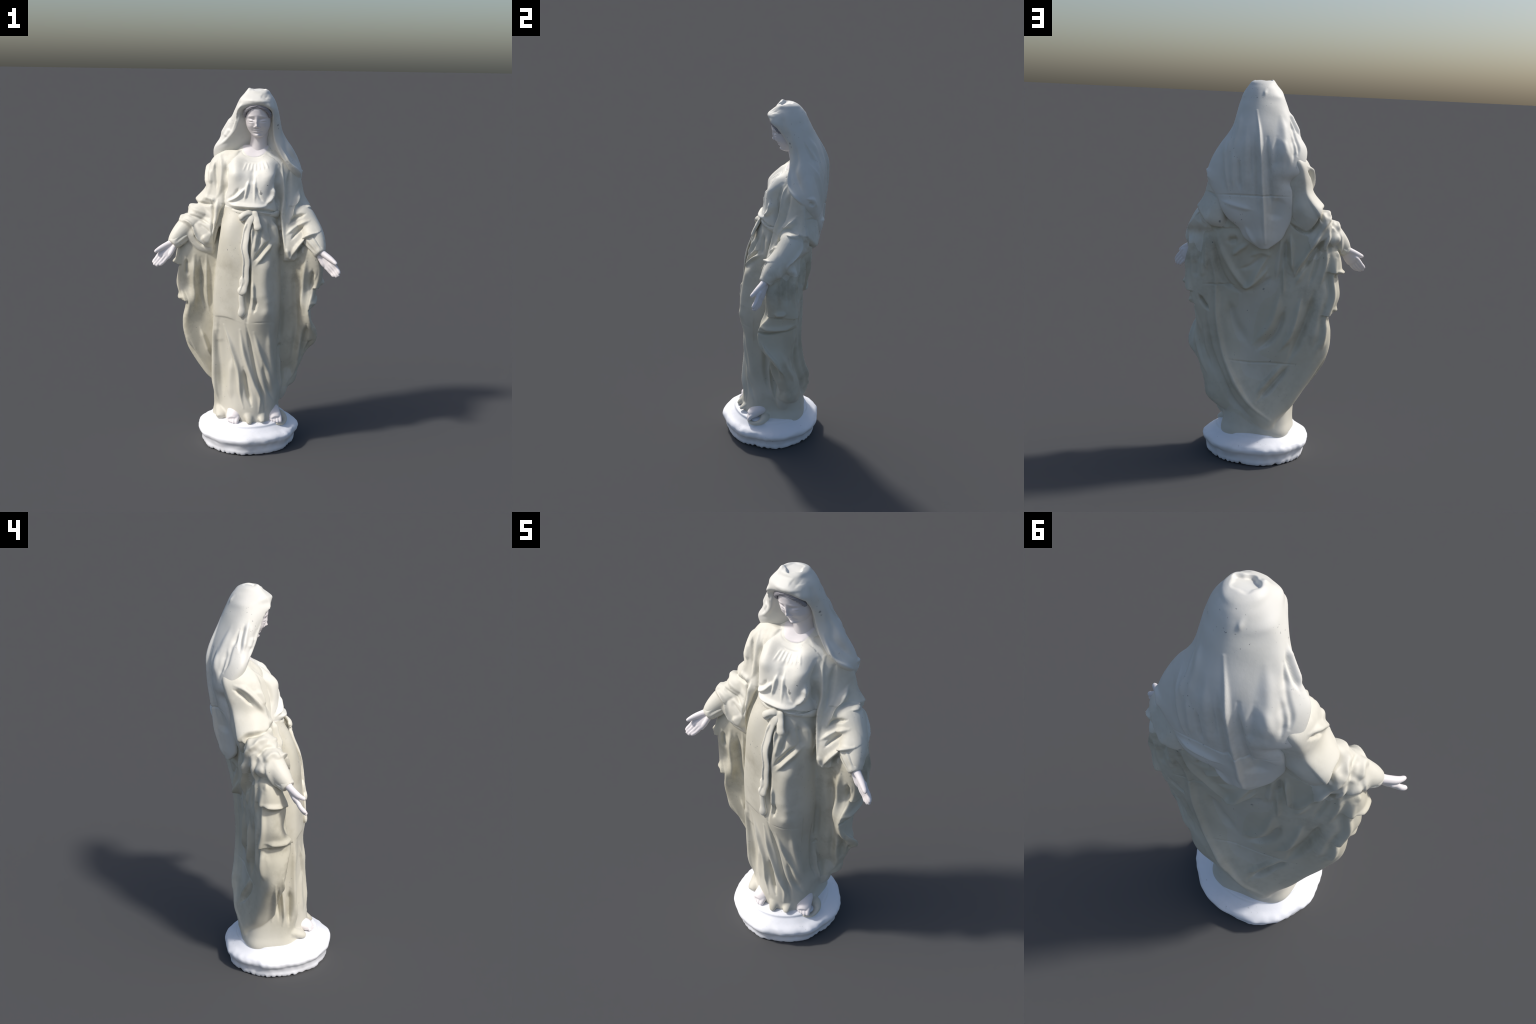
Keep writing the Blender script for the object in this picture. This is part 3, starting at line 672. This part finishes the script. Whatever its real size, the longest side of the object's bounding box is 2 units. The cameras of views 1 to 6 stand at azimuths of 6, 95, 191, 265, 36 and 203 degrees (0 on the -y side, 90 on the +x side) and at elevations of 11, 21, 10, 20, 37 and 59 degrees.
    Fold('back', [(-0.246, 1.137), (-0.229, 1.048), (-0.19, 0.958)], 0.014, 0.008, at=(0.08, 0.2)),
    Fold('back', [(-0.302, 1.17), (-0.291, 1.066), (-0.262, 0.961)], 0.012, -0.008, at=(0.07, 0.19)),
    Fold('back', [(-0.344, 1.173), (-0.34, 1.067), (-0.318, 0.963)], 0.014, 0.008, at=(0.05, 0.18)),
    Fold('back', [(0.342, 1.064), (0.337, 0.96)], 0.014, -0.007, at=(0.11, 0.22)),
    Fold('back', [(0.301, 1.069), (0.298, 0.965)], 0.012, 0.006, at=(0.12, 0.23)),
    Fold('back', [(0.102, 0.943), (0.057, 0.939), (-0.002, 0.982), (-0.056, 1.051)], 0.012, 0.008, at=(0.11, 0.23)),
    Fold('back', [(0.072, 0.907), (-0.002, 0.943), (-0.072, 1.0)], 0.014, -0.008, at=(0.1, 0.22)),
    Fold('back', [(-0.127, 1.085), (-0.133, 0.937), (-0.128, 0.899)], 0.01, 0.007, at=(0.09, 0.21)),
    Fold('back', [(-0.364, 0.789), (-0.351, 0.688), (-0.34, 0.603)], 0.016, 0.006, at=(0.01, 0.14)),
    Fold('back', [(0.356, 0.663), (0.326, 0.566), (0.264, 0.443)], 0.014, 0.007, at=(0.02, 0.2)),
    Fold('back', [(0.305, 0.716), (0.289, 0.592), (0.231, 0.465)], 0.012, -0.007, at=(0.08, 0.21)),
]
veil_folds = [
    Fold('back', [(0.034, 1.845), (0.005, 1.737), (-0.016, 1.6), (-0.024, 1.46), (-0.033, 1.319), (-0.043, 1.18)], 0.011, 0.011, at=(0.15, 0.33)),
    Fold('back', [(-0.035, 1.718), (-0.053, 1.568), (-0.066, 1.441), (-0.073, 1.355)], 0.013, -0.01, at=(0.18, 0.33)),
    Fold('back', [(0.033, 1.735), (0.01, 1.564), (-0.0, 1.353)], 0.01, -0.006, at=(0.2, 0.33)),
    Fold('back', [(-0.081, 1.822), (-0.119, 1.708), (-0.125, 1.578)], 0.022, 0.006, at=(0.12, 0.32)),
    Fold('back', [(0.103, 1.614), (0.095, 1.516), (0.086, 1.439)], 0.01, -0.008, at=(0.22, 0.33)),
    Fold('back', [(0.137, 1.653), (0.126, 1.451)], 0.012, 0.004, at=(0.21, 0.33)),
    Fold('back', [(0.206, 1.647), (0.179, 1.447)], 0.012, -0.004, at=(0.16, 0.32)),
    Fold('back', [(0.074, 1.767), (0.056, 1.434)], 0.02, 0.005, at=(0.19, 0.33)),
    Fold('back', [(-0.106, 1.428), (-0.074, 1.297)], 0.03, -0.01, at=(0.18, 0.3)),
    Fold('back', [(0.218, 1.418), (0.119, 1.423), (0.01, 1.425), (-0.052, 1.426), (-0.158, 1.425)], 0.004, -0.005, at=(0.16, 0.33)),
    Fold('back', [(0.184, 1.389), (0.116, 1.37), (0.021, 1.352)], 0.012, 0.006, at=(0.21, 0.33)),
    Fold('back', [(0.066, 1.268), (0.037, 1.218), (-0.005, 1.161)], 0.012, 0.006, at=(0.17, 0.3)),
    Fold('right', [(0.174, 1.793), (0.226, 1.708), (0.258, 1.616), (0.268, 1.503)], 0.008, 0.006, at=(0.09, 0.21)),
    Fold('right', [(0.159, 1.807), (0.197, 1.744), (0.234, 1.689)], 0.008, -0.004, at=(0.09, 0.21)),
    Fold('right', [(0.111, 1.802), (0.128, 1.723), (0.117, 1.655), (0.165, 1.572)], 0.016, -0.007, at=(0.11, 0.32)),
    Fold('right', [(0.092, 1.692), (0.086, 1.633), (0.095, 1.578), (0.138, 1.534), (0.174, 1.506)], 0.01, 0.008, at=(0.11, 0.33)),
    Fold('right', [(0.188, 1.539), (0.223, 1.53), (0.251, 1.483)], 0.01, 0.006, at=(0.18, 0.34)),
    Fold('right', [(0.202, 1.518), (0.231, 1.501)], 0.01, -0.008, at=(0.22, 0.34)),
    Fold('right', [(0.042, 1.942), (0.052, 1.875), (0.096, 1.808)], 0.02, -0.003, at=(0.07, 0.21)),
    Fold('left', [(0.106, 1.838), (0.13, 1.777), (0.142, 1.722)], 0.009, -0.007, at=(-0.23, -0.06)),
    Fold('left', [(0.133, 1.816), (0.176, 1.737), (0.222, 1.633)], 0.009, -0.01, at=(-0.24, -0.07)),
    Fold('left', [(0.155, 1.777), (0.184, 1.72), (0.22, 1.651)], 0.01, 0.006, at=(-0.24, -0.08)),
    Fold('left', [(0.086, 1.848), (0.112, 1.776), (0.126, 1.721)], 0.012, 0.008, at=(-0.23, -0.05)),
    Fold('left', [(0.234, 1.731), (0.253, 1.665), (0.257, 1.559)], 0.01, 0.006, at=(-0.2, -0.03)),
    Fold('left', [(0.238, 1.781), (0.259, 1.71), (0.268, 1.61)], 0.012, -0.005, at=(-0.16, 0.07)),
    Fold('left', [(0.071, 1.779), (0.095, 1.726)], 0.012, 0.005, at=(-0.21, -0.06)),
    Fold('front', [(-0.01, 1.936), (0.049, 1.933), (0.111, 1.93)], 0.01, 0.003, at=(-0.09, 0.05)),
    Fold('front', [(-0.05, 1.884), (-0.078, 1.786), (-0.135, 1.716), (-0.192, 1.675)], 0.01, 0.005, at=(-0.06, 0.17)),
    Fold('front', [(0.06, 1.963), (0.103, 1.949)], 0.012, -0.003, at=(-0.07, 0.06)),
    Fold('back', [(0.186, 1.704), (0.169, 1.553), (0.148, 1.428)], 0.01, 0.005, at=(0.14, 0.32)),
    Fold('back', [(0.042, 1.687), (0.033, 1.492)], 0.008, -0.004, at=(0.22, 0.33)),
    Fold('back', [(0.12, 1.833), (0.12, 1.75), (0.137, 1.653)], 0.014, 0.004, at=(0.13, 0.32)),
    Fold('back', [(-0.14, 1.728), (-0.169, 1.668), (-0.169, 1.607)], 0.01, -0.006, at=(0.14, 0.3)),
    Fold('back', [(-0.078, 1.72), (-0.084, 1.638), (-0.071, 1.555)], 0.016, -0.005, at=(0.19, 0.33)),
]
sculpt(robe, robe_folds, inset=0.004)
sculpt(veil, veil_folds)
# ==== end of folds

# --- broken crown: a shallow dish with a raised spike, flush at the back
co = coords(veil.data)
ex, ey = (co[:, 0] - .040) / .046, (co[:, 1] - .056) / .042
rim = np.hypot(ex, ey) + .10 * np.sin(5 * np.arctan2(ey, ex) + .6)
inside = (1 - sstep(rim, .72, 1.0)) * (co[:, 2] > 1.95)
co[:, 2] -= inside * (.004 + .016 * sstep(-ey, -.6, .8))
co[:, 2] += .010 * np.exp(-((co[:, 0] + .008) / .012) ** 2 - ((co[:, 1] - .028) / .014) ** 2) * (co[:, 2] > 1.97)
co[:, 2] -= .006 * np.exp(-((co[:, 0] - .06) / .04) ** 2 - ((co[:, 1] - .012) / .014) ** 2) * (co[:, 2] > 1.95)
# small chip standing out of the back of the hood
co[:, 1] += .006 * np.exp(-((co[:, 0] - .006) / .008) ** 2 - ((co[:, 2] - 1.937) / .014) ** 2) * (co[:, 1] > .1)
put(veil.data, co)

# --- head: tilted face with lowered eyes
HX = 0.041
face = loft([
    oval(1.733, HX - .016, HX + .018, .046, .10, 2.0),
    oval(1.740, HX - .030, HX + .032, .032, .13, 2.0),
    oval(1.755, HX - .045, HX + .045, .027, .14, 2.0),
    oval(1.775, HX - .058, HX + .057, .014, .15, 2.05),
    oval(1.800, HX - .068, HX + .066, .000, .15, 2.1),
    oval(1.830, HX - .072, HX + .069, -.012, .15, 2.2),
    oval(1.865, HX - .070, HX + .068, -.021, .15, 2.2),
    oval(1.895, HX - .060, HX + .060, -.023, .14, 2.2),
    oval(1.920, HX - .040, HX + .040, .0, .11, 2.2),
], 96)
head = fuse("head", [face], 0.0022, 3)


def features(ob, items):
    """push parts of the face out (+) or in (-) : centre x, z, half sizes, depth, slant"""
    co = coords(ob.data)
    n = normals(ob.data)
    front = sstep(-n[:, 1], 0.05, 0.5)
    for x, z, rx, rz, d, slant in items:
        u = co[:, 0] - HX - x
        w = co[:, 2] - z - slant * u
        co[:, 1] -= front * d * np.exp(-(u / rx) ** 2 - (w / rz) ** 2)
    put(ob.data, co)


eyes = []
for sd in (-1, 1):
    cx = .0015 + sd * .0345
    eyes += [(cx - sd * .003, 1.8355, .0165, .0085, -.0070, sd * .10),      # socket under the brow
             (cx - sd * .016, 1.832, .008, .009, -.0050, 0),              # inner corner
             (cx, 1.8275, .0125, .0065, .0024, sd * .05),                  # lowered lid
             (cx, 1.8200, .0135, .0020, -.0036, sd * .05),                 # lash line
             (cx, 1.8125, .014, .0040, .0012, sd * .05),                  # under the eye
             (cx, 1.8500, .022, .0055, .0025, -sd * .12),                 # brow
             (cx + sd * .006, 1.795, .018, .014, .0040, 0),               # cheek
             (sd * .0125, 1.7905, .0050, .0050, .0060, 0),                # nostril wing
             (sd * .0095, 1.7850, .0045, .0022, -.0030, 0),
             (sd * .0250, 1.7715, .0060, .0040, -.0022, 0)]               # mouth corner
features(head, eyes + [
    (.000, 1.836, .0090, .016, .0035, 0), (.000, 1.815, .0075, .014, .0085, 0),
    (.000, 1.7985, .0080, .0090, .0130, 0), (.000, 1.7945, .0075, .0050, .0060, 0),
    (.000, 1.7825, .0120, .0030, -.0060, 0),
    (.001, 1.7755, .0150, .0036, .0030, 0), (.001, 1.7705, .0185, .0017, -.0036, 0),
    (.001, 1.7645, .0130, .0038, .0042, 0), (.001, 1.7570, .0150, .0034, -.0040, 0),
    (.001, 1.7450, .0130, .0075, .0050, 0), (.0, 1.862, .028, .012, .0015, 0)])
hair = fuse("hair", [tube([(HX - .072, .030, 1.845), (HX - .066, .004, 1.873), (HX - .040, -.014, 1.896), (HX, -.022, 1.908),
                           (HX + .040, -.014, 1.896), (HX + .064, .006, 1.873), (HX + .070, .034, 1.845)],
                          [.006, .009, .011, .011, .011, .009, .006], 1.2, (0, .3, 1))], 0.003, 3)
co = coords(hair.data)
put(hair.data, co + normals(hair.data) * (.0015 * np.sin(co[:, 2] * 700 + 2.5 * np.sin(co[:, 0] * 90)))[:, None])
neck = fuse("neck", [tube([(.045, .115, 1.78), (.040, .120, 1.72), (.036, .138, 1.665), (.034, .155, 1.62)], [.050, .046, .054, .066])], 0.005, 3)

# --- hands, palms open to the front
def hand_parts(wrist, tip, thumb_tip, across, palm, spread=1.0):
    w, t, th = (np.array(q, float) for q in (wrist, tip, thumb_tip))
    a = np.array(across, float)
    along = t - w
    L = np.linalg.norm(along)
    along /= L
    a = a - along * (a @ along)
    a /= np.linalg.norm(a)
    n = np.cross(a, along) * palm          # towards the palm
    P = lambda f, o, d=0.0: w + along * L * f + a * o + n * d
    parts = [tube([P(-.25, 0), P(.0, 0), P(.22, .003, -.003), P(.42, .005, -.004), P(.54, .004, -.003)],
                  [.024, .024, .030, .034, .031], .36, n)]
    for o, ln, r in ((-.0235, .96, .0112), (-.0075, 1.0, .0114), (.009, .985, .0112), (.0245, .91, .0100)):
        parts.append(tube([P(.40, o * .95, -.006), P(.54, o, -.001), P(.74, o * .95, -.003), P(ln - .04, o * .80, .003)],
                          [r * .9, r, r * .95, r * .74], 1.0, n, 16))
    tb = P(-.02, -.006, .0)
    parts.append(tube([tb, P(.20, -.022, .005), (P(.42, -.036, .010) + th) / 2, th],
                      [.016, .0165, .0125, .0082], 1.0, n, 16))
    parts.append(tube([P(.02, .012, .0), P(.22, .022, .002), P(.42, .028, .0)], [.012, .013, .010], 1.0, n, 16))
    return parts


hand_a = fuse("hand", hand_parts((-.416, -.032, 1.140), (-.510, -.106, 1.017), (-.506, -.099, 1.100), (.70, -.25, -.62), -1), 0.0025, 6)
hand_b = fuse("hand.001", hand_parts((.402, -.010, 1.108), (.514, -.062, .984), (.498, -.078, 1.062), (-.65, .30, -.65), 1), 0.0025, 6)


# --- gathered cuffs of the under-sleeves
def cuff(points, radii, folds):
    P = np.asarray(points, float)
    secs = []
    for i in range(len(P)):
        t = P[min(i + 1, len(P) - 1)] - P[max(i - 1, 0)]
        t /= np.linalg.norm(t)
        a = np.cross(t, (0, 1, 0))
        a /= np.linalg.norm(a)
        b = np.cross(t, a)
        ang = np.linspace(0, 2 * np.pi, 48, endpoint=False)
        g = 1 + folds * (i < len(P) - 2) * np.cos(11 * ang + .4 * np.sin(2 * ang))
        secs.append([tuple(P[i] + radii[i] * g[j] * (np.cos(q) * a + np.sin(q) * b)) for j, q in enumerate(ang)])
    return loft(secs, 144, 5)


cuff_a = fuse("cuff", [cuff([(-.355, .02, 1.195), (-.385, -.005, 1.170), (-.405, -.022, 1.150), (-.420, -.034, 1.136), (-.424, -.037, 1.132)],
                            [.050, .046, .040, .036, .033], .05)], 0.003, 2)
cuff_b = fuse("cuff.001", [cuff([(.345, .03, 1.175), (.372, .010, 1.148), (.390, -.002, 1.126), (.404, -.012, 1.108), (.408, -.015, 1.103)],
                                [.050, .046, .040, .036, .033], .05)], 0.003, 2)


# --- feet with toes
def foot_parts(heel, toe, size):
    h, t = np.array(heel, float), np.array(toe, float)
    d = t - h
    L = np.linalg.norm(d)
    d /= L
    a = np.cross(d, (0, 0, 1))
    a /= np.linalg.norm(a)
    parts = [tube([h, h + d * L * .45, h + d * L * .8], [.036 * size, .038 * size, .034 * size], .75, (0, 0, 1))]
    for k, (o, ln, r) in enumerate(((-.024, 1.04, .012), (-.008, 1.06, .0095), (.006, 1.0, .009), (.018, .94, .0085), (.028, .86, .008))):
        parts.append(tube([h + d * L * .6 + a * o * size, h + d * L * (ln - .1) + a * o * size - np.array((0, 0, .004)),
                           h + d * L * ln + a * o * size - np.array((0, 0, .012))], [r * size, r * size, r * .8 * size], 1, (0, 0, 1), 12))
    return parts


foot_a = fuse("foot", foot_parts((-.048, -.10, .215), (-.054, -.190, .172), 1.05), 0.003, 3)
foot_b = fuse("foot.001", foot_parts((.150, -.04, .205), (.186, -.125, .165), 1.05), 0.003, 3)

# --- sash tied in a bow at the waist
def ribbon(points, width, thick, normal=(0, -1, 0.1)):
    n = len(points)
    return tube(points, [width * (1 if 0 < i < n - 1 else .9) for i in range(n)], thick / width, normal, 24)


belt = fuse("belt", [tube([(-.134, .03, 1.346), (-.114, -.014, 1.342), (-.074, -.052, 1.333), (-.02, -.071, 1.327), (.025, -.070, 1.325), (.075, -.058, 1.322),
                           (.131, -.020, 1.315), (.172, .045, 1.312)], [.012] * 8, .55)], 0.003, 3)
bow = fuse("bow", [ribbon([(.026, -.082, 1.332), (.004, -.094, 1.330), (-.020, -.104, 1.318), (-.034, -.104, 1.304)], .0165, .009, (-.35, -.85, .5)),
                   tube([(.016, -.088, 1.318), (-.004, -.100, 1.302), (-.022, -.104, 1.289), (-.035, -.104, 1.298)], [.006, .0065, .006, .006]),
                   ribbon([(.036, -.078, 1.334), (.050, -.092, 1.308), (.062, -.110, 1.274), (.070, -.119, 1.246)], .020, .0095),
                   ball((.030, -.080, 1.328), (.012, .011, .012))], 0.0028, 3)
sash = fuse("sash", [ribbon([(.024, -.086, 1.320), (.012, -.108, 1.265), (.004, -.126, 1.209), (.003, -.144, 1.160), (.006, -.156, 1.112), (.012, -.162, 1.053),
                             (.012, -.166, .989), (.002, -.172, .945), (-.013, -.176, .895)], .0205, .0075, (-.30, -.95, .1)),
                     tube([(.008, -.104, 1.280), (-.012, -.126, 1.215), (-.016, -.146, 1.160), (-.010, -.160, 1.112), (-.004, -.167, 1.053),
                           (-.004, -.171, .989), (-.012, -.176, .945), (-.020, -.178, .905)], [.0045] * 8, 1, None, 16),
                     ribbon([(.0, -.162, .99), (-.008, -.168, .90), (-.011, -.170, .83), (-.009, -.172, .768)], .0150, .0085)], 0.0028, 3)
co = coords(sash.data)
co[:, 0] += .003 * np.sin(co[:, 2] * 48) * sstep(1.25 - co[:, 2], 0, .1)
put(sash.data, co)

# --- plinth: low cone on a chipped disc
def disc(z, r, cx=.010, cy=-.006):
    out = []
    for a in np.linspace(0, 2 * math.pi, 48, endpoint=False):
        q = r * (1 + .012 * math.sin(3 * a + 1) + .010 * math.sin(7 * a) * (z < .1) + .006 * math.sin(13 * a + 2) * (z < .1))
        out.append((cx + q * math.cos(a), cy + q * math.sin(a), z))
    return out


plinth = fuse("plinth", [loft([disc(.0, .260), disc(.010, .264), disc(.035, .266), disc(.055, .273), disc(.072, .284), disc(.092, .284), disc(.104, .272),
                               disc(.116, .248), disc(.135, .220), disc(.155, .19), disc(.165, .10)], 192)], 0.004, 2)
co = coords(plinth.data)
ang = np.arctan2(co[:, 1], co[:, 0])
rad = np.hypot(co[:, 0], co[:, 1])
jag = np.zeros(len(co))
for k in range(9):
    jag += rng.uniform(.4, 1.0) * np.sin(rng.integers(5, 60) * ang + rng.uniform(0, 6.28))
co[:, 2] += (1 - sstep(co[:, 2], .0, .03)) * np.clip(.0022 * jag + .001, 0, .008) * (rad > .225)
side = 1 - sstep(co[:, 2], .09, .12)
co += normals(plinth.data) * (side * (.0025 * grain(co, 45, 3) + .0014 * grain(co, 130, 4)) + .0006 * grain(co, 70, 5))[:, None]
co[:, 2] = np.maximum(co[:, 2], 0)
put(plinth.data, co)

# --- the robe is one surface; hand it out to its parts by nearest source form
from mathutils.bvhtree import BVHTree


def split(ob, labels, names):
    """separate faces by label into parts that share borders and keep the whole surface's normals"""
    me = ob.data
    nv = len(me.vertices)
    vn = normals(me)
    co = coords(me)
    faces = np.array([tuple(p.vertices) for p in me.polygons])
    out = {}
    for k, nm in names.items():
        f = faces[labels == k]
        if not len(f):
            continue
        used = np.unique(f)
        remap = np.zeros(nv, int)
        remap[used] = np.arange(len(used))
        part = bpy.data.objects.new(nm, to_mesh(nm, (co[used], [tuple(q) for q in remap[f].tolist()])))
        bpy.context.scene.collection.objects.link(part)
        part.data.polygons.foreach_set("use_smooth", np.ones(len(f), bool))
        part.data.normals_split_custom_set_from_vertices([tuple(v) for v in vn[used]])
        out[k] = part
    bpy.data.objects.remove(ob)
    return out


sources = [dress, mantle, join([sleeve_a, forearm_a]), join([sleeve_b, forearm_b]), join(hem_lumps)]
trees = [BVHTree.FromPolygons([tuple(v) for v in np.asarray(g[0]).tolist()], g[1]) for g in sources]
vco = coords(robe.data)
dist = np.array([[t.find_nearest(Vector(c))[3] for t in trees] for c in vco])
dist = relax(robe.data, dist, 10)
quads = np.array([tuple(p.vertices) for p in robe.data.polygons])
kind = np.argmin(dist[quads].mean(1), axis=1)
cen = vco[quads].mean(1)
x, y, z = cen.T
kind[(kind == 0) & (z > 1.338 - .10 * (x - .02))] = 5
chest = (y < .14) & (z > 1.6) & (np.hypot((x - .022) / .076, (z - 1.695) / .072) < 1)
kind[chest] = 6
robe_parts = split(robe, kind, {0: "skirt", 1: "mantle", 2: "sleeve", 3: "sleeve.001", 4: "skirt_hem", 5: "bodice", 6: "chest"})
for k, o in robe_parts.items():
    o.parent = statue
    o.data.materials.append({6: SKIN, 5: BRIGHT, 2: LIGHT, 3: LIGHT, 1: TAN}.get(k, CREAM))

for o, m in ((veil, PALE), (head, SKIN), (neck, SKIN), (hair, HAIR), (hand_a, SKIN), (hand_b, SKIN),
             (cuff_a, LIGHT), (cuff_b, LIGHT), (belt, LIGHT), (bow, LIGHT), (sash, LIGHT),
             (foot_a, SKIN), (foot_b, SKIN), (plinth, WHITE)):
    finish(o, m)
